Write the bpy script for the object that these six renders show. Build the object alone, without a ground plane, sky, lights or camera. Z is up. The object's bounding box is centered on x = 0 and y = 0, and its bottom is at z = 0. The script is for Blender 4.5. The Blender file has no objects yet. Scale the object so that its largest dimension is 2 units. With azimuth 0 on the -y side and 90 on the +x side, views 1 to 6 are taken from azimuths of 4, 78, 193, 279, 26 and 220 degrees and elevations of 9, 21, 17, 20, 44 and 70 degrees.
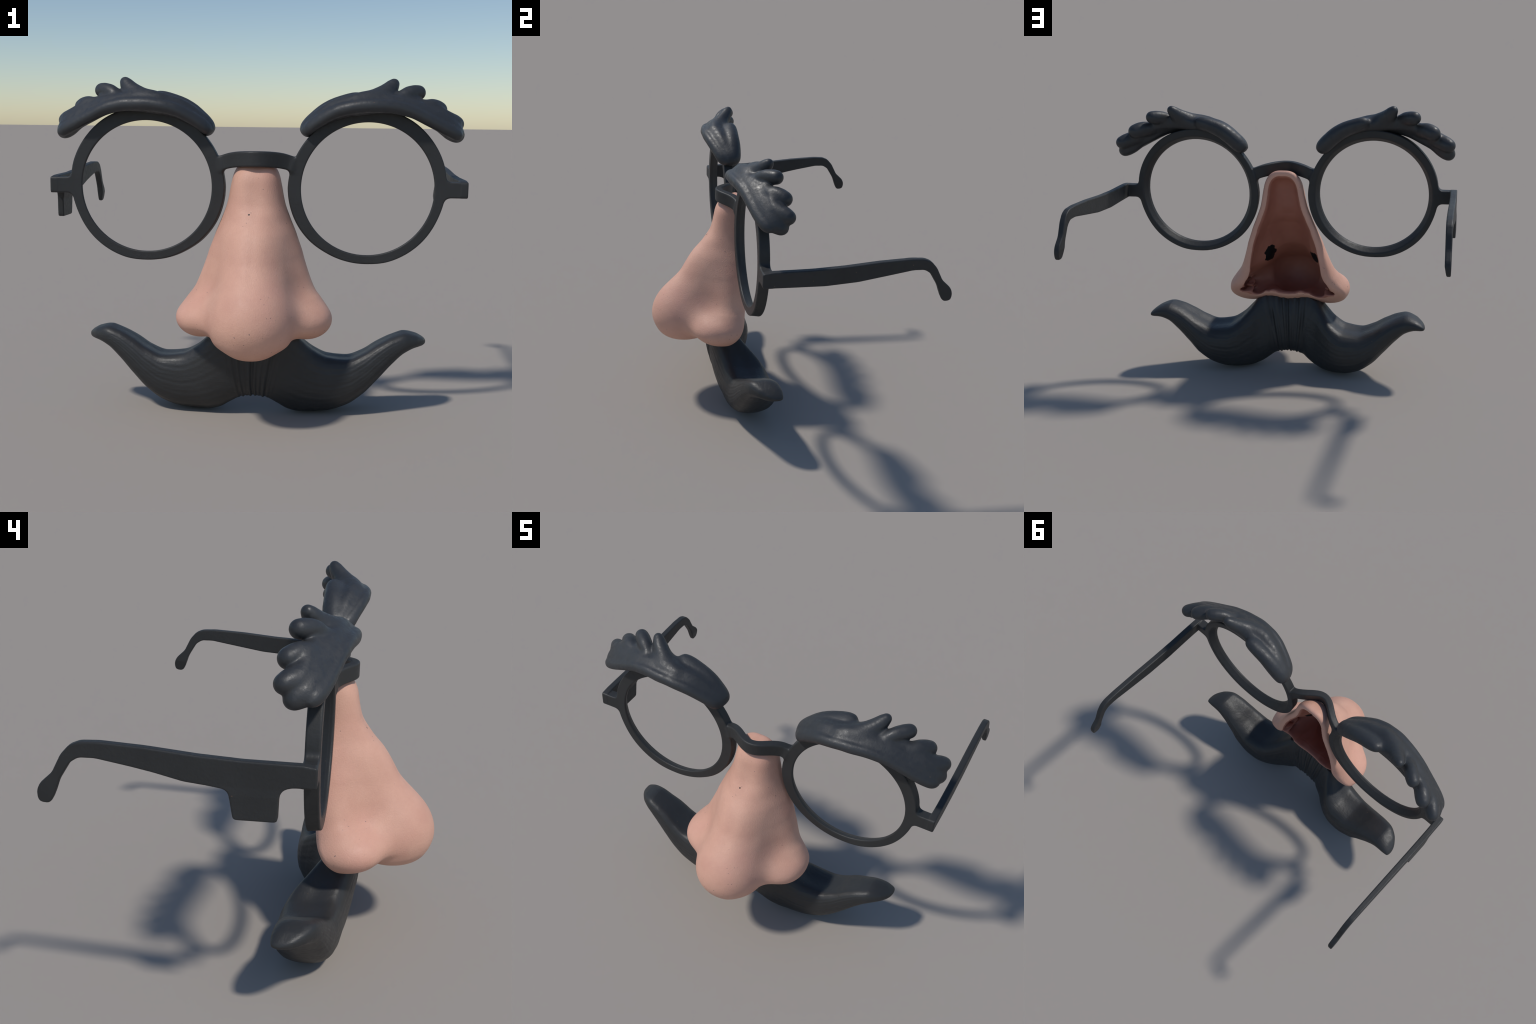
import bpy, math
import numpy as np

# ------------------------------------------------------------------
#  Novelty disguise: round glasses + bushy brows + big nose + moustache
#  Every body is an implicit solid (smooth unions of swept profiles),
#  turned into a mesh by surface nets and projected onto the surface.
# ------------------------------------------------------------------

# ---------- implicit-modelling toolbox ----------------------------
def smin(a, b, k):
    h = np.clip(0.5 + 0.5 * (b - a) / k, 0, 1)
    return b * (1 - h) + a * h - k * h * (1 - h)

def smax(a, b, k):
    return -smin(-a, -b, k)

def interp(t, ts, vs):
    """monotone-ish smooth interpolation (cubic Hermite) of a profile table"""
    ts = np.asarray(ts, float); vs = np.asarray(vs, float)
    m = np.zeros_like(vs)
    d = np.diff(vs) / np.diff(ts)
    m[1:-1] = np.where(d[:-1] * d[1:] > 0, 2 * d[:-1] * d[1:] / (d[:-1] + d[1:] + 1e-12), 0)
    m[0], m[-1] = d[0], d[-1]
    tc = np.clip(t, ts[0], ts[-1])
    i = np.clip(np.searchsorted(ts, tc, side='right') - 1, 0, len(ts) - 2)
    h = ts[i + 1] - ts[i]; s = (tc - ts[i]) / h
    s2, s3 = s * s, s * s * s
    return ((2 * s3 - 3 * s2 + 1) * vs[i] + (s3 - 2 * s2 + s) * h * m[i]
            + (-2 * s3 + 3 * s2) * vs[i + 1] + (s3 - s2) * h * m[i + 1])

def capsule(P, a, b, ra, rb):
    """tapered capsule between two points"""
    a = np.array(a, float); b = np.array(b, float)
    ab = b - a
    t = np.clip(((P - a) @ ab) / (ab @ ab), 0, 1)
    return np.linalg.norm(P - a - t[:, None] * ab, axis=1) - (ra + (rb - ra) * t)

def chain(P, pts, k=0.01):
    """pts: (x, y, z, radius) ..."""
    pts = np.array(pts, float)
    t = np.arange(len(pts)); tt = np.linspace(0, len(pts) - 1, 3 * (len(pts) - 1) + 1)
    pts = np.stack([interp(tt, t, pts[:, i]) for i in range(4)], 1) if len(pts) > 2 else pts
    d = None
    for p, q in zip(pts[:-1], pts[1:]):
        c = capsule(P, p[:3], q[:3], p[3], q[3])
        d = c if d is None else smin(d, c, k)
    return d

def ellipsoid(P, c, r):
    c = np.array(c); r = np.array(r)
    q = (P - c)
    k0 = np.linalg.norm(q / r, axis=1)
    k1 = np.linalg.norm(q / (r * r), axis=1)
    return k0 * (k0 - 1) / np.maximum(k1, 1e-6)

def capsule2(u, v, ax, ay, ra, bx, by, rb, waist=0.0):
    """2-D tapered capsule whose ends may vary per point"""
    dx, dy = bx - ax, by - ay
    t = np.clip(((u - ax) * dx + (v - ay) * dy) / (dx * dx + dy * dy + 1e-9), 0, 1)
    return np.hypot(u - ax - t * dx, v - ay - t * dy) - (ra + (rb - ra) * t - waist * 16 * (t * (1 - t)) ** 2)

def rounded_slab(d2, w, half, rd):
    """extrude a 2-D distance d2 by +-half along w, edges rounded by rd"""
    q1 = d2 + rd; q2 = np.abs(w) - half + rd
    return np.hypot(np.maximum(q1, 0), np.maximum(q2, 0)) + np.minimum(np.maximum(q1, q2), 0) - rd

def polygon2(u, v, pts):
    pts = np.array(pts, float)
    d = np.full(u.shape, 1e9); s = np.ones(u.shape)
    n = len(pts)
    for i in range(n):
        a = pts[i]; b = pts[i - 1]
        ex, ey = b - a
        wx, wy = u - a[0], v - a[1]
        t = np.clip((wx * ex + wy * ey) / (ex * ex + ey * ey), 0, 1)
        d = np.minimum(d, (wx - ex * t) ** 2 + (wy - ey * t) ** 2)
        c1 = v >= a[1]; c2 = v < b[1]; c3 = ex * wy > ey * wx
        s = np.where((c1 & c2 & c3) | (~c1 & ~c2 & ~c3), -s, s)
    return s * np.sqrt(d)

def soften(pts, reach, times=2):
    """cut the corners of a closed outline, at most `reach` from each corner"""
    pts = np.array(pts, float)
    for _ in range(times):
        out = []
        for i in range(len(pts)):
            for q in (pts[i - 1], pts[(i + 1) % len(pts)]):
                e = q - pts[i]; L = np.linalg.norm(e)
                out.append(pts[i] + e / L * min(0.28 * L, reach))
        pts = np.array(out); reach *= 0.4
    return pts

def gradient(f, P, e=1e-3):
    g = np.empty_like(P)
    for i in range(3):
        o = np.zeros(3); o[i] = e
        g[:, i] = (f(P + o) - f(P - o)) / (2 * e)
    return g

def surface_nets(f, lo, hi, h, margin=2.2, B=12):
    lo = np.array(lo, float); hi = np.array(hi, float)
    nb = np.ceil((hi - lo) / (h * B)).astype(int)
    n = nb * B + 1
    F = np.empty(n, np.float32)
    bc = np.stack(np.meshgrid(*[np.arange(k) for k in nb], indexing='ij'), -1).reshape(-1, 3)
    cen = lo + (bc + 0.5) * B * h
    fc = f(cen)
    r = B * h * 0.5 * math.sqrt(3)
    ar = np.arange(B + 1)
    cube = np.stack(np.meshgrid(ar, ar, ar, indexing='ij'), -1).reshape(-1, 3)
    for k in np.where(np.abs(fc) > r * margin)[0]:
        i, j, l = bc[k] * B
        F[i:i + B + 1, j:j + B + 1, l:l + B + 1] = fc[k]
    act = np.where(np.abs(fc) <= r * margin)[0]
    step = 60
    for s in range(0, len(act), step):
        ks = act[s:s + step]
        P = (lo + (bc[ks][:, None, :] * B + cube[None]) * h).reshape(-1, 3)
        v = f(P).reshape(len(ks), B + 1, B + 1, B + 1)
        for q, k in enumerate(ks):
            i, j, l = bc[k] * B
            F[i:i + B + 1, j:j + B + 1, l:l + B + 1] = v[q]
    S = F < 0
    c = np.zeros(tuple(n - 1), np.int8)
    for dx in (0, 1):
        for dy in (0, 1):
            for dz in (0, 1):
                c += S[dx:n[0] - 1 + dx, dy:n[1] - 1 + dy, dz:n[2] - 1 + dz]
    cells = np.argwhere((c > 0) & (c < 8))
    idx = -np.ones(tuple(n - 1), np.int32)
    idx[tuple(cells.T)] = np.arange(len(cells))
    acc = np.zeros((len(cells), 3)); cnt = np.zeros(len(cells))
    for ax in range(3):
        o1, o2 = [a for a in range(3) if a != ax]
        for a in (0, 1):
            for b in (0, 1):
                p = cells.copy(); p[:, o1] += a; p[:, o2] += b
                q = p.copy(); q[:, ax] += 1
                fp = F[tuple(p.T)]; fq = F[tuple(q.T)]
                m = (fp < 0) != (fq < 0)
                t = np.where(m, fp / np.where(m, fp - fq, 1), 0)
                pos = p.astype(float); pos[:, ax] += t
                acc += pos * m[:, None]; cnt += m
    V = lo + acc / cnt[:, None] * h
    quads = []
    for ax in range(3):
        o1, o2 = (ax + 1) % 3, (ax + 2) % 3
        sl0 = [slice(None)] * 3; sl1 = [slice(None)] * 3
        sl0[ax] = slice(0, -1); sl1[ax] = slice(1, None)
        A = S[tuple(sl0)]; Bm = S[tuple(sl1)]
        e = np.argwhere(A != Bm)
        ok = (e[:, o1] > 0) & (e[:, o2] > 0) & (e[:, o1] < n[o1] - 1) & (e[:, o2] < n[o2] - 1)
        e = e[ok]
        ins = A[tuple(e.T)]
        def cell(d1, d2):
            q = e.copy(); q[:, o1] += d1; q[:, o2] += d2
            return idx[tuple(q.T)]
        Q = np.stack([cell(-1, -1), cell(0, -1), cell(0, 0), cell(-1, 0)], 1)
        Q[~ins] = Q[~ins][:, ::-1]
        quads.append(Q)
    Q = np.concatenate(quads)
    # relax a little along the surface, then project back on it
    for it in range(3):
        A2 = np.zeros_like(V); N2 = np.zeros(len(V))
        for a, b in ((0, 1), (1, 2), (2, 3), (3, 0)):
            np.add.at(A2, Q[:, a], V[Q[:, b]]); np.add.at(N2, Q[:, a], 1)
        V = 0.5 * V + 0.5 * A2 / np.maximum(N2, 1)[:, None]
        g = gradient(f, V); fv = f(V)
        stp = (fv / np.maximum((g * g).sum(1), 0.05))[:, None] * g
        ln = np.linalg.norm(stp, axis=1, keepdims=True)
        V = V - stp * np.minimum(1, h / np.maximum(ln, 1e-9))
    g = gradient(f, V, 2e-3)
    N = g / np.maximum(np.linalg.norm(g, axis=1, keepdims=True), 1e-9)
    return V, Q, N

def snap_to(V, s, h):
    """slide vertices lying close to the iso-line s = 0 onto it"""
    g = gradient(s, V); g2 = np.maximum((g * g).sum(1), 1e-6)
    sv = s(V); dist = np.abs(sv) / np.sqrt(g2)
    m = dist < 0.5 * h
    V = V.copy(); V[m] -= (sv / g2)[m, None] * g[m]
    return V

def make_object(name, V, Q, N, mat, parent):
    used = np.unique(Q); remap = -np.ones(len(V), int); remap[used] = np.arange(len(used))
    me = bpy.data.meshes.new(name)
    me.from_pydata(V[used].tolist(), [], remap[Q].tolist())
    me.polygons.foreach_set('use_smooth', [True] * len(me.polygons))
    me.update()
    me.normals_split_custom_set_from_vertices([tuple(n) for n in N[used]])
    me.materials.append(mat)
    ob = bpy.data.objects.new(name, me)
    bpy.context.scene.collection.objects.link(ob)
    ob.parent = parent
    return ob

# ---------- materials ---------------------------------------------
class Nodes:
    def __init__(self, name):
        self.mat = bpy.data.materials.new(name); self.mat.use_nodes = True
        self.nt = self.mat.node_tree; self.nt.nodes.clear()
        self.out = self.add('ShaderNodeOutputMaterial')
        self.bsdf = self.add('ShaderNodeBsdfPrincipled')
        self.link(self.bsdf.outputs[0], self.out.inputs[0])
        self.co = self.add('ShaderNodeTexCoord').outputs['Object']
    def add(self, t, **kw):
        n = self.nt.nodes.new(t)
        for k, v in kw.items(): setattr(n, k, v)
        return n
    def link(self, a, b): self.nt.links.new(a, b)
    def put(self, sock, v):
        if hasattr(v, 'is_output'): self.link(v, sock)
        else: sock.default_value = v
    def noise(self, scale, detail=3, rough=0.5, vec=None, dist=0.0):
        n = self.add('ShaderNodeTexNoise')
        self.link(vec or self.co, n.inputs['Vector'])
        n.inputs['Scale'].default_value = scale; n.inputs['Detail'].default_value = detail
        n.inputs['Roughness'].default_value = rough; n.inputs['Distortion'].default_value = dist
        return n.outputs['Fac']
    def stretch(self, s, vec=None):
        m = self.add('ShaderNodeMapping'); self.link(vec or self.co, m.inputs['Vector'])
        m.inputs['Scale'].default_value = s
        return m.outputs[0]
    def ramp(self, fac, stops):
        r = self.add('ShaderNodeValToRGB'); self.link(fac, r.inputs[0])
        e = r.color_ramp.elements
        while len(e) < len(stops): e.new(0.5)
        for el, (p, c) in zip(e, stops):
            el.position = p; el.color = (c, c, c, 1) if not hasattr(c, '__len__') else (*c, 1)
        return r.outputs[0]
    def mix(self, fac, a, b, mode='MIX'):
        m = self.add('ShaderNodeMix', data_type='RGBA', blend_type=mode)
        self.put(m.inputs[0], fac)
        for s, v in ((m.inputs[6], a), (m.inputs[7], b)):
            self.put(s, v if hasattr(v, 'is_output') else (*v, 1))
        return m.outputs[2]
    def math(self, op, a, b=0.0, c=0.0):
        m = self.add('ShaderNodeMath', operation=op)
        self.put(m.inputs[0], a); self.put(m.inputs[1], b); self.put(m.inputs[2], c)
        return m.outputs[0]
    def bump(self, height, strength, dist):
        b = self.add('ShaderNodeBump'); self.link(height, b.inputs['Height'])
        b.inputs['Strength'].default_value = strength; b.inputs['Distance'].default_value = dist
        return b.outputs[0]
    def spot(self, c, r, wobble=0.5, scale=14):
        """irregular patch round the point c: 1 inside, 0 outside"""
        v = self.add('ShaderNodeVectorMath', operation='DISTANCE')
        self.link(self.co, v.inputs[0]); v.inputs[1].default_value = c
        d = self.math('ADD', v.outputs['Value'],
                      self.math('MULTIPLY', self.math('SUBTRACT', self.noise(scale, 3), 0.5), r * wobble * 4))
        return self.math('LESS_THAN', d, r)

def specks(n, scale, size, keep):
    """tiny scattered flecks; only a share of the cells carries one"""
    vo = n.add('ShaderNodeTexVoronoi'); n.link(n.co, vo.inputs['Vector'])
    vo.inputs['Scale'].default_value = scale
    sep = n.add('ShaderNodeSeparateColor'); n.link(vo.outputs['Color'], sep.inputs[0])
    return n.math('MULTIPLY', n.math('LESS_THAN', vo.outputs['Distance'], size),
                  n.math('GREATER_THAN', sep.outputs[0], 1 - keep))

def plastic_material(name, base, rough, spec=0.5, streak=None, worn=0.0):
    n = Nodes(name)
    tone = n.ramp(n.noise(5, 4, 0.6), [(0.3, tuple(c * 0.9 for c in base)), (0.7, tuple(c * 1.12 for c in base))])
    fleck = specks(n, 26, 0.075, 0.10)
    col = n.mix(n.math('MULTIPLY', fleck, 0.5), tone, (0.14, 0.085, 0.055))
    n.put(n.bsdf.inputs['Base Color'], col)
    patch = n.noise(45, 5, 0.65)
    r = n.ramp(patch, [(0.3, rough - 0.05 - worn), (0.7, rough + 0.07 + worn)])
    n.put(n.bsdf.inputs['Roughness'], r)
    n.bsdf.inputs['Specular IOR Level'].default_value = spec
    h = n.noise(60, 4, 0.6)
    nrm = n.bump(h, 0.12, 0.01)
    if streak:
        s = n.noise(9, 5, 0.6, n.stretch(streak), 0.6)
        b = n.add('ShaderNodeBump'); n.link(s, b.inputs['Height']); n.link(nrm, b.inputs['Normal'])
        b.inputs['Strength'].default_value = 0.25; b.inputs['Distance'].default_value = 0.012
        nrm = b.outputs[0]
    n.put(n.bsdf.inputs['Normal'], nrm)
    return n.mat

def skin_material(name, light, dark, rose):
    n = Nodes(name)
    c = n.mix(n.ramp(n.noise(6, 5, 0.6), [(0.35, 0.0), (0.7, 1.0)]), light, dark)
    c = n.mix(n.math('MULTIPLY', n.ramp(n.noise(3.2, 3, 0.5, n.stretch((1, 1.3, 0.8))), [(0.5, 0.0), (0.75, 1.0)]), 0.6), c, rose)
    c = n.mix(n.math('MULTIPLY', n.ramp(n.noise(150, 3, 0.7), [(0.4, 0.0), (0.65, 1.0)]), 0.30), c, dark)
    # dark flecks in loose clusters
    fleck = n.math('MULTIPLY', n.ramp(n.noise(75, 1.5, 0.5), [(0.735, 0.0), (0.76, 1.0)]),
                   n.ramp(n.noise(4.5, 2, 0.5), [(0.50, 0.0), (0.56, 1.0)]))
    c = n.mix(n.math('MULTIPLY', fleck, 0.7), c, (0.13, 0.11, 0.115))
    c = n.mix(n.math('MULTIPLY', specks(n, 22, 0.045, 0.12), 0.7), c, (0.10, 0.085, 0.085))
    mole = n.spot((-0.023, -0.393, 0.985), 0.0048, 0.2, 80)
    c = n.mix(mole, c, (0.03, 0.02, 0.02))
    n.put(n.bsdf.inputs['Base Color'], c)
    n.put(n.bsdf.inputs['Roughness'], n.ramp(n.noise(40, 4), [(0.3, 0.48), (0.7, 0.62)]))
    n.bsdf.inputs['Specular IOR Level'].default_value = 0.35
    n.put(n.bsdf.inputs['Normal'], n.bump(n.noise(150, 3, 0.6), 0.22, 0.006))
    return n.mat

def lining_material(name, a, b):
    n = Nodes(name)
    c = n.mix(n.ramp(n.noise(4, 4, 0.6), [(0.35, 0.0), (0.7, 1.0)]), a, b)
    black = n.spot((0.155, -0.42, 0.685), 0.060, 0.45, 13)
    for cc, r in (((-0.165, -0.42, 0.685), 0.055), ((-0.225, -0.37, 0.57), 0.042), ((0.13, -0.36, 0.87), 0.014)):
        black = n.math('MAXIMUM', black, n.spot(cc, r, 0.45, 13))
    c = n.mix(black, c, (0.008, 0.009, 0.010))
    n.put(n.bsdf.inputs['Base Color'], c)
    n.bsdf.inputs['Roughness'].default_value = 0.5
    n.bsdf.inputs['Specular IOR Level'].default_value = 0.35
    return n.mat

BLACK = (0.031, 0.0315, 0.0315)
mat_frame = plastic_material('black_frame_plastic', BLACK, 0.52, 0.4)
mat_brow = plastic_material('black_brow_rubber', (0.034, 0.036, 0.039), 0.48, 0.5, worn=0.09)
mat_moustache = plastic_material('black_moustache_rubber', (0.029, 0.0295, 0.030), 0.47, 0.45, streak=(0.25, 1.0, 2.2))
mat_skin = skin_material('nose_skin', (0.755, 0.432, 0.318), (0.67, 0.36, 0.267), (0.755, 0.382, 0.30))
mat_lining = lining_material('nose_lining', (0.50, 0.215, 0.15), (0.40, 0.155, 0.11))  # browner than the skin, and darkened to bake in the cavity's occlusion shade

# ---------- the thing ---------------------------------------------
root = bpy.data.objects.new('disguise_glasses', None)
bpy.context.scene.collection.objects.link(root)
root['label'] = 'round black disguise glasses with big nose, bushy eyebrows and moustache'
root['category'] = 'novelty glasses'

# ---------- spectacle frame ---------------------------------------
FRONT, BACK = -0.261, -0.2055
CX, CZ = 0.526, 1.101            # lens centre
RIM_ANGLE = np.radians([-180, -154, -138, -119, -90, -71, -45, -25, 0, 19, 40, 60, 100, 143, 180])
RIM_RADIUS = [0.376, 0.371, 0.366, 0.359, 0.357, 0.361, 0.361, 0.360, 0.367, 0.374, 0.376, 0.379, 0.379, 0.371, 0.376]
def frame_front(P):
    """both rims with the end pieces, one flat plate with an outline"""
    ax = np.abs(P[:, 0]); x = ax - CX; z = P[:, 2] - CZ
    r = np.hypot(x, z); th = np.arctan2(z, x)
    y = P[:, 1]
    r_out = interp(th, RIM_ANGLE, RIM_RADIUS) + 0.006 * np.clip((y + 0.25) / 0.04, 0, 1) * np.clip(0.3 - np.sin(th), 0, 1)
    # small lip inside the front edge, wide chamfer towards the back
    r_in = 0.313 + 0.003 * np.clip((y - (FRONT + 0.010)) / 0.008, 0, 1) + 0.021 * np.clip((y + 0.240) / 0.034, 0, 1)
    lug = np.maximum(np.abs(ax - 0.92) - 0.075, np.abs(P[:, 2] - 1.1025) - 0.0375)
    d2 = smax(smin(r - r_out, lug, 0.030), r_in - r, 0.004)
    return rounded_slab(d2, y - 0.5 * (FRONT + BACK), 0.5 * (BACK - FRONT), 0.007)

def bridge(P):
    x = np.abs(P[:, 0]); y = P[:, 1]; z = P[:, 2]
    zc = 1.2395 - 0.4 * x ** 2 - 15 * x ** 4
    hz = 0.0368
    # plan view: a rounded V standing in front of the nose, legs running back to the rims
    bell = 0.104 * np.exp(-(x / 0.115) ** 2)
    yc = -0.228 - 0.96 * bell
    slope = bell * 2 * x / 0.115 ** 2
    plan = np.abs(y - yc) / np.sqrt(1 + slope ** 2) - 0.0205
    plan = np.maximum(plan, x - 0.23)
    plan = np.maximum(plan, 0.345 - np.hypot(x - CX, z - CZ))       # ends inside the rim
    return rounded_slab(plan, z - zc, hz, 0.009)

ARM = [(-0.262, 1.140), (-0.214, 1.147), (-0.005, 1.150), (0.151, 1.159), (0.332, 1.176), (0.493, 1.185),
       (0.563, 1.182), (0.599, 1.167), (0.631, 1.132), (0.667, 1.063), (0.714, 1.020), (0.727, 0.992),
       (0.726, 0.960), (0.715, 0.947), (0.682, 0.945), (0.667, 0.971), (0.644, 1.034), (0.601, 1.102),
       (0.567, 1.124), (0.508, 1.125), (0.381, 1.103), (0.221, 1.076), (0.054, 1.063), (-0.262, 1.065)]
ARM_TAB = ARM[:21] + [(0.301, 1.087), (0.198, 1.062), (0.107, 1.052), (0.058, 1.045), (0.043, 1.034), (0.038, 1.019),
       (0.026, 0.944), (0.022, 0.937), (0.012, 0.934), (-0.124, 0.935), (-0.131, 0.942), (-0.134, 1.025),
       (-0.141, 1.045), (-0.156, 1.058), (-0.180, 1.064), (-0.262, 1.065)]
ARM, ARM_TAB = soften(ARM, 0.008), soften(ARM_TAB, 0.007)
def arm(P):
    near = np.abs(P[:, 0]) > 0.90
    d = 0.96 - np.abs(P[:, 0])
    if near.any():
        d[near] = arm_solid(P[near])
    return d
def arm_solid(P):
    x = np.abs(P[:, 0]); y = P[:, 1]; z = P[:, 2]
    d2 = polygon2(y, z, ARM)
    left = P[:, 0] < 0
    if left.any():
        d2 = d2.copy()
        d2[left] = polygon2(y[left], z[left], ARM_TAB)
    xc = interp(y, [-0.27, -0.1, 0.35, 0.58, 0.73], [0.977, 0.980, 0.981, 0.982, 0.984])
    half = interp(y, [-0.27, 0.0, 0.58, 0.73], [0.0185, 0.0175, 0.0165, 0.015])
    taper = np.clip((1.0 - z) / 0.06, 0, 1) * (y > 0.5)              # ear tip thins to a wedge
    tab = np.clip((1.055 - z) / 0.03, 0, 1) * (y < 0.3) * left       # the tab hangs on the outer side
    xc = xc + 0.005 * taper + 0.0055 * tab; half = half - 0.006 * taper - 0.003 * tab
    return rounded_slab(d2, x - xc, half, 0.006)

def frame(P):
    k = interp(np.abs(P[:, 0]), [0.165, 0.20], [0.026, 0.003])
    d = smin(frame_front(P), bridge(P), k)
    return smin(d, arm(P), 0.003)

H = 0.0045
V, Q, N = surface_nets(frame, (-1.02, -0.40, 0.72), (1.02, 0.76, 1.50), H)
C = V[Q].mean(1)
ax = np.abs(C[:, 0])
is_arm = (C[:, 1] > BACK - 0.003) & (ax > 0.93)
is_end = ~is_arm & (ax > 0.900)
is_bridge = (ax < 0.160) & (C[:, 2] > 1.165) & (np.hypot(ax - CX, C[:, 2] - CZ) > 0.372)
is_rim = ~(is_arm | is_end | is_bridge)
make_object('bridge', V, Q[is_bridge], N, mat_frame, root)
for side in (1, -1):
    m = C[:, 0] * side > 0
    make_object('rim', V, Q[is_rim & m], N, mat_frame, root)
    make_object('end_piece', V, Q[is_end & m], N, mat_frame, root)
    make_object('temple_arm', V, Q[is_arm & m], N, mat_frame, root)

# ---------- eyebrows ----------------------------------------------
#            x     front-low y, z, r       back-high y, z, r       back-low y, z, r
BROW = np.array([
    (0.200, -0.240, 1.366, 0.030, -0.205, 1.378, 0.030, -0.230, 1.375, 0.030),
    (0.240, -0.262, 1.384, 0.036, -0.208, 1.394, 0.038, -0.235, 1.393, 0.036),
    (0.300, -0.292, 1.424, 0.032, -0.208, 1.440, 0.040, -0.245, 1.432, 0.034),
    (0.380, -0.322, 1.464, 0.029, -0.215, 1.482, 0.037, -0.265, 1.468, 0.030),
    (0.450, -0.334, 1.480, 0.028, -0.222, 1.500, 0.036, -0.275, 1.484, 0.029),
    (0.520, -0.335, 1.487, 0.028, -0.225, 1.508, 0.035, -0.275, 1.492, 0.029),
    (0.600, -0.324, 1.486, 0.028, -0.225, 1.512, 0.033, -0.270, 1.492, 0.029),
    (0.700, -0.304, 1.469, 0.028, -0.216, 1.510, 0.032, -0.258, 1.474, 0.030),
    (0.800, -0.280, 1.426, 0.028, -0.203, 1.484, 0.032, -0.235, 1.432, 0.032),
    (0.860, -0.264, 1.397, 0.029, -0.194, 1.461, 0.034, -0.218, 1.403, 0.033),
    (0.900, -0.250, 1.379, 0.030, -0.188, 1.434, 0.036, -0.207, 1.384, 0.034),
    (0.945, -0.232, 1.361, 0.029, -0.175, 1.404, 0.034, -0.188, 1.364, 0.032),
    (1.000, -0.212, 1.348, 0.028, -0.160, 1.378, 0.030, -0.170, 1.352, 0.030)])
TUFTS = [
    ('lobe', [(0.250, -0.205, 1.388, 0.040), (0.300, -0.198, 1.439, 0.040), (0.360, -0.193, 1.482, 0.037),
              (0.430, -0.188, 1.511, 0.033), (0.475, -0.188, 1.524, 0.029)]),
    ('spike', [(0.470, -0.285, 1.498, 0.040), (0.555, -0.245, 1.525, 0.042), (0.612, -0.202, 1.560, 0.036),
               (0.642, -0.176, 1.595, 0.024)]),
    ('finger', [(0.655, -0.245, 1.512, 0.027), (0.710, -0.201, 1.546, 0.034), (0.758, -0.160, 1.555, 0.035)]),
    ('finger', [(0.785, -0.205, 1.482, 0.030), (0.822, -0.175, 1.485, 0.038), (0.862, -0.138, 1.476, 0.038)]),
    ('finger', [(0.865, -0.198, 1.430, 0.030), (0.905, -0.170, 1.424, 0.037), (0.946, -0.136, 1.410, 0.036)]),
    ('finger', [(0.880, -0.215, 1.392, 0.028), (0.915, -0.195, 1.374, 0.036), (0.946, -0.168, 1.359, 0.035)]),
]
def brow_body(P):
    x = P[:, 0]
    v = [interp(x, BROW[:, 0], BROW[:, i]) for i in range(1, 10)]
    y, z = P[:, 1], P[:, 2]
    waist = interp(x, [0.2, 0.35, 0.5, 0.68, 0.8], [-0.002, -0.018, -0.017, -0.009, -0.003])
    d = np.minimum(capsule2(y, z, *v[0:6], waist), capsule2(y, z, *v[3:9]))
    d = smin(d, capsule2(y, z, *v[0:3], *v[6:9]), 0.01)
    return smax(smax(d, 0.205 - x, 0.06), x - 0.968, 0.05)
def tuft(P, i):
    return chain(P, TUFTS[i][1], 0.012)
def brow(P):
    d = brow_body(P)
    d = smin(d, tuft(P, 0), 0.030)
    d = smin(d, tuft(P, 1), 0.030)
    for i in range(2, len(TUFTS)):
        d = smin(d, tuft(P, i), 0.016)
    return d
V, Q, N = surface_nets(brow, (0.15, -0.42, 1.28), (1.03, -0.05, 1.66), 0.005)
C = V[Q].mean(1)
Dt = np.stack([tuft(C, i) for i in range(len(TUFTS))], 1)
best = Dt.argmin(1)
is_tuft = (Dt.min(1) < brow_body(C) - 0.012)
for side in (1, -1):
    M = np.array([side, 1, 1.0])
    QQ = Q if side == 1 else Q[:, ::-1]
    parent = make_object('eyebrow', V * M, QQ[~is_tuft], N * M, mat_brow, root)
    for i in range(len(TUFTS)):
        m = is_tuft & (best == i)
        if m.any():
            make_object('hair_tuft', V * M, QQ[m], N * M, mat_brow, parent)

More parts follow.
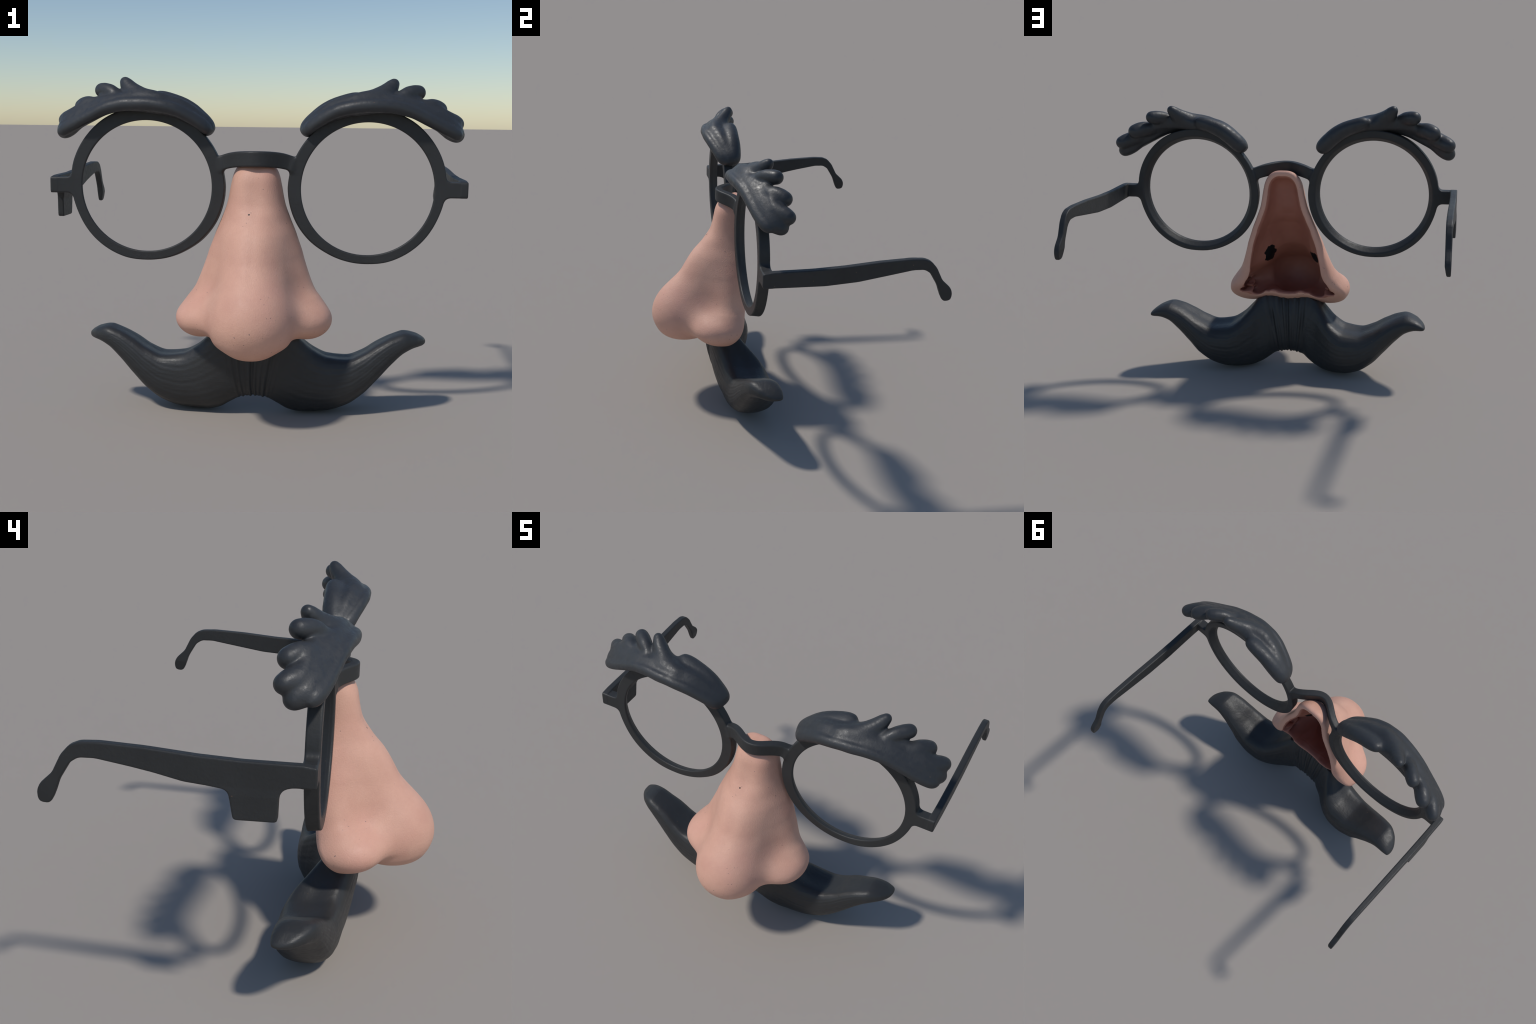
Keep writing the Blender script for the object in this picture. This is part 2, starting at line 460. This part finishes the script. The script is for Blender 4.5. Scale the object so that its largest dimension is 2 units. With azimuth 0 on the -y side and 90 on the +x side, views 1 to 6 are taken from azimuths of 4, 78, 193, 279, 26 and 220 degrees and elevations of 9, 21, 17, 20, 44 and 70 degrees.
# ---------- nose ---------------------------------------------------
NZ = [0.30, 0.42, 0.50, 0.60, 0.69, 0.78, 0.88, 0.95, 1.03, 1.12, 1.19, 1.26]
NW = [0.200, 0.206, 0.213, 0.218, 0.221, 0.214, 0.197, 0.170, 0.140, 0.122, 0.106, 0.085]     # half width at the rim
NF = [0.38, 0.40, 0.42, 0.410, 0.390, 0.343, 0.283, 0.222, 0.170, 0.150, 0.140, 0.130]     # reach in front of y=-0.2
NP = [2.0, 2.0, 1.95, 1.85, 1.75, 1.68, 1.68, 1.78, 2.2, 2.3, 2.3, 2.2]
def nose_raw(P):
    x = np.abs(P[:, 0]); y = P[:, 1]; z = P[:, 2]
    w = interp(z, NZ, NW); D = interp(z, NZ, NF); p = interp(z, NZ, NP)
    dy = np.maximum(-0.2 - y, 0)
    ridge = 0.03                                   # rounds the back of the nose
    xs = np.sqrt(x * x + ridge ** 2) - ridge; ws = np.sqrt(w * w + ridge ** 2) - ridge
    n = ((xs / ws + 1e-6) ** p + (dy / D + 1e-6) ** p) ** (1 / p)
    d = (n - 1) * w
    floor = 0.425 + 0.035 * np.exp(-((x - 0.125) / 0.05) ** 2) - 0.02 * np.clip((-0.3 - y) / 0.2, 0, 1)
    d = smax(d, floor - z, 0.06)
    d = smax(d, z - (1.246 + 0.15 * (y + 0.2)), 0.10)
    Pa = np.stack([x, y, z], 1)
    wing = smin(ellipsoid(Pa, (0.246, -0.333, 0.490), (0.126, 0.162, 0.094)),
                chain(Pa, [(0.232, -0.290, 0.56, 0.080), (0.145, -0.26, 0.74, 0.055)]), 0.06)
    tip = ellipsoid(P, (0, -0.526, 0.506), (0.186, 0.189, 0.166))
    d = smin(d, tip, 0.11)
    d = smin(d, wing, interp(z, [0.40, 0.47, 0.56], [0.040, 0.115, 0.125]))
    return d
def nose_outer(P):
    g = gradient(nose_raw, P, 2e-3)
    return nose_raw(P) / np.clip(np.linalg.norm(g, axis=1), 0.4, 3)
THICK = 0.046
def wall(P):
    slim = np.clip((-0.24 - P[:, 1]) / 0.06, 0, 1) * np.clip((0.68 - P[:, 2]) / 0.1, 0, 1)
    return THICK * (1 - 0.12 * slim) + 0.032 * np.clip((-0.32 - P[:, 1]) / 0.2, 0, 1) * np.clip((P[:, 2] - 0.58) / 0.14, 0, 1) + 0.010 * np.clip((0.55 - P[:, 2]) / 0.08, 0, 1)      # thicker towards the tip
def rim_y(P):
    z = P[:, 2]
    return interp(z, [0.36, 0.42, 0.48, 0.54, 0.62, 0.75, 1.0, 1.25], [-0.330, -0.285, -0.238, -0.210, -0.200, -0.198, -0.200, -0.205])
def nose(P):
    o = nose_outer(P)
    d = smax(o, -(o + wall(P)), 0.01)
    return smax(d, P[:, 1] - rim_y(P), 0.030)
V, Q, N = surface_nets(nose, (-0.42, -0.78, 0.28), (0.42, -0.14, 1.30), 0.0065)
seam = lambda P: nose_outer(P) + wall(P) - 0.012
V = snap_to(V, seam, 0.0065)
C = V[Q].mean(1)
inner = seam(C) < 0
nose_ob = make_object('nose', V, Q[~inner], N, mat_skin, root)
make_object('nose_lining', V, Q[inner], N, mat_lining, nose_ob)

# ---------- moustache ----------------------------------------------
#  x, top z, bottom z, then y of the front face (top, bottom) and of the back face (top, bottom)
MS = np.array([
    (0.00, 0.438, 0.088, -0.408, -0.368, -0.250, -0.195),
    (0.06, 0.460, 0.080, -0.410, -0.368, -0.250, -0.190),
    (0.11, 0.475, 0.054, -0.410, -0.366, -0.245, -0.175),
    (0.17, 0.455, 0.018, -0.398, -0.360, -0.210, -0.150),
    (0.23, 0.395, 0.002, -0.380, -0.352, -0.145, -0.112),
    (0.29, 0.335, 0.000, -0.362, -0.342, -0.087, -0.088),
    (0.36, 0.297, 0.005, -0.348, -0.336, -0.064, -0.070),
    (0.45, 0.288, 0.032, -0.332, -0.326, -0.065, -0.060),
    (0.53, 0.317, 0.086, -0.315, -0.316, -0.076, -0.060),
    (0.60, 0.359, 0.160, -0.298, -0.304, -0.078, -0.078),
    (0.67, 0.390, 0.240, -0.283, -0.288, -0.092, -0.084),
    (0.73, 0.400, 0.296, -0.266, -0.270, -0.094, -0.088),
    (0.785, 0.387, 0.320, -0.232, -0.235, -0.090, -0.088),
    (0.82, 0.368, 0.325, -0.192, -0.192, -0.092, -0.092),
    (0.84, 0.352, 0.332, -0.155, -0.155, -0.098, -0.098)])
def moustache(P):
    x = np.abs(P[:, 0]); y = P[:, 1]; z = P[:, 2]
    t, b, ft, fb, kt, kb = [interp(x, MS[:, 0], MS[:, i]) for i in range(1, 7)]
    cz, hz = (t + b) / 2, np.maximum((t - b) / 2, 0.006)
    s = np.clip((z - cz) / hz, -1.2, 1.2) * 0.5 + 0.5
    f = fb + (ft - fb) * s; k = kb + (kt - kb) * s
    cy = (f + k) / 2
    hy = np.maximum((k - f) / 2, 0.012)
    # pleats in the middle, fanning out a little upwards
    fan = P[:, 0] / (0.62 + 0.85 * np.clip(z / 0.4, 0, 1.2))
    pleat = (np.sin(fan * 260 + 1.0 + 2 * np.sin(z * 9)) + 0.8 * np.sin(fan * 167 + 2.1) + 0.3 * np.sin(fan * 97)) * 0.0033
    pleat *= np.exp(-(fan / 0.095) ** 4)
    u = (y - cy) / hy; v = (z - cz) / hz
    p = 2.4 + 1.2 * np.clip(v, 0, 1) * np.clip(0.4 - u, 0, 1)
    n = (np.abs(u) ** p + np.abs(v) ** p + 1e-9) ** (1 / p)
    d = (n - 1) * np.minimum(hy, hz)
    # hollow along the top between a front and a back ridge
    hollow = interp(x, [0.15, 0.25, 0.45, 0.62, 0.72], [0.0, 0.024, 0.034, 0.022, 0.0])
    d = d + hollow * np.exp(-((y - (cy + 0.01)) / 0.075) ** 2) * np.clip(v, 0, 1) ** 2
    d = d + pleat * (1 - 0.65 * np.clip(-v, 0, 1))
    # creases beside the pleated band, and strands combed along the wings
    d = d + 0.007 * np.exp(-((x - 0.095) / 0.018) ** 2) * np.clip(1.2 * u, 0, 1)
    d = d + 0.0003 * (np.sin(v * 23 + 3 * np.sin(x * 7)) + np.sin(v * 37 + 4 * np.sin(x * 5 + 1))) * np.clip((x - 0.10) / 0.1, 0, 1) \
        * np.clip((0.74 - x) / 0.15, 0, 1)
    d = smax(d, x - 0.842, 0.012)
    return np.maximum(d, -(nose_raw(P) + 0.012))          # butts against the underside of the nose
V, Q, N = surface_nets(moustache, (-0.89, -0.46, -0.04), (0.89, 0.0, 0.54), 0.004)
V[:, 2] -= V[:, 2].min() - 0.003
V = snap_to(V, lambda P: np.abs(P[:, 0]) - 0.11, 0.004)
C = V[Q].mean(1)
mid = np.abs(C[:, 0]) < 0.11
mo = make_object('moustache', V, Q[mid], N, mat_moustache, root)
for side in (1, -1):
    make_object('moustache_wing', V, Q[~mid & (C[:, 0] * side > 0)], N, mat_moustache, mo)
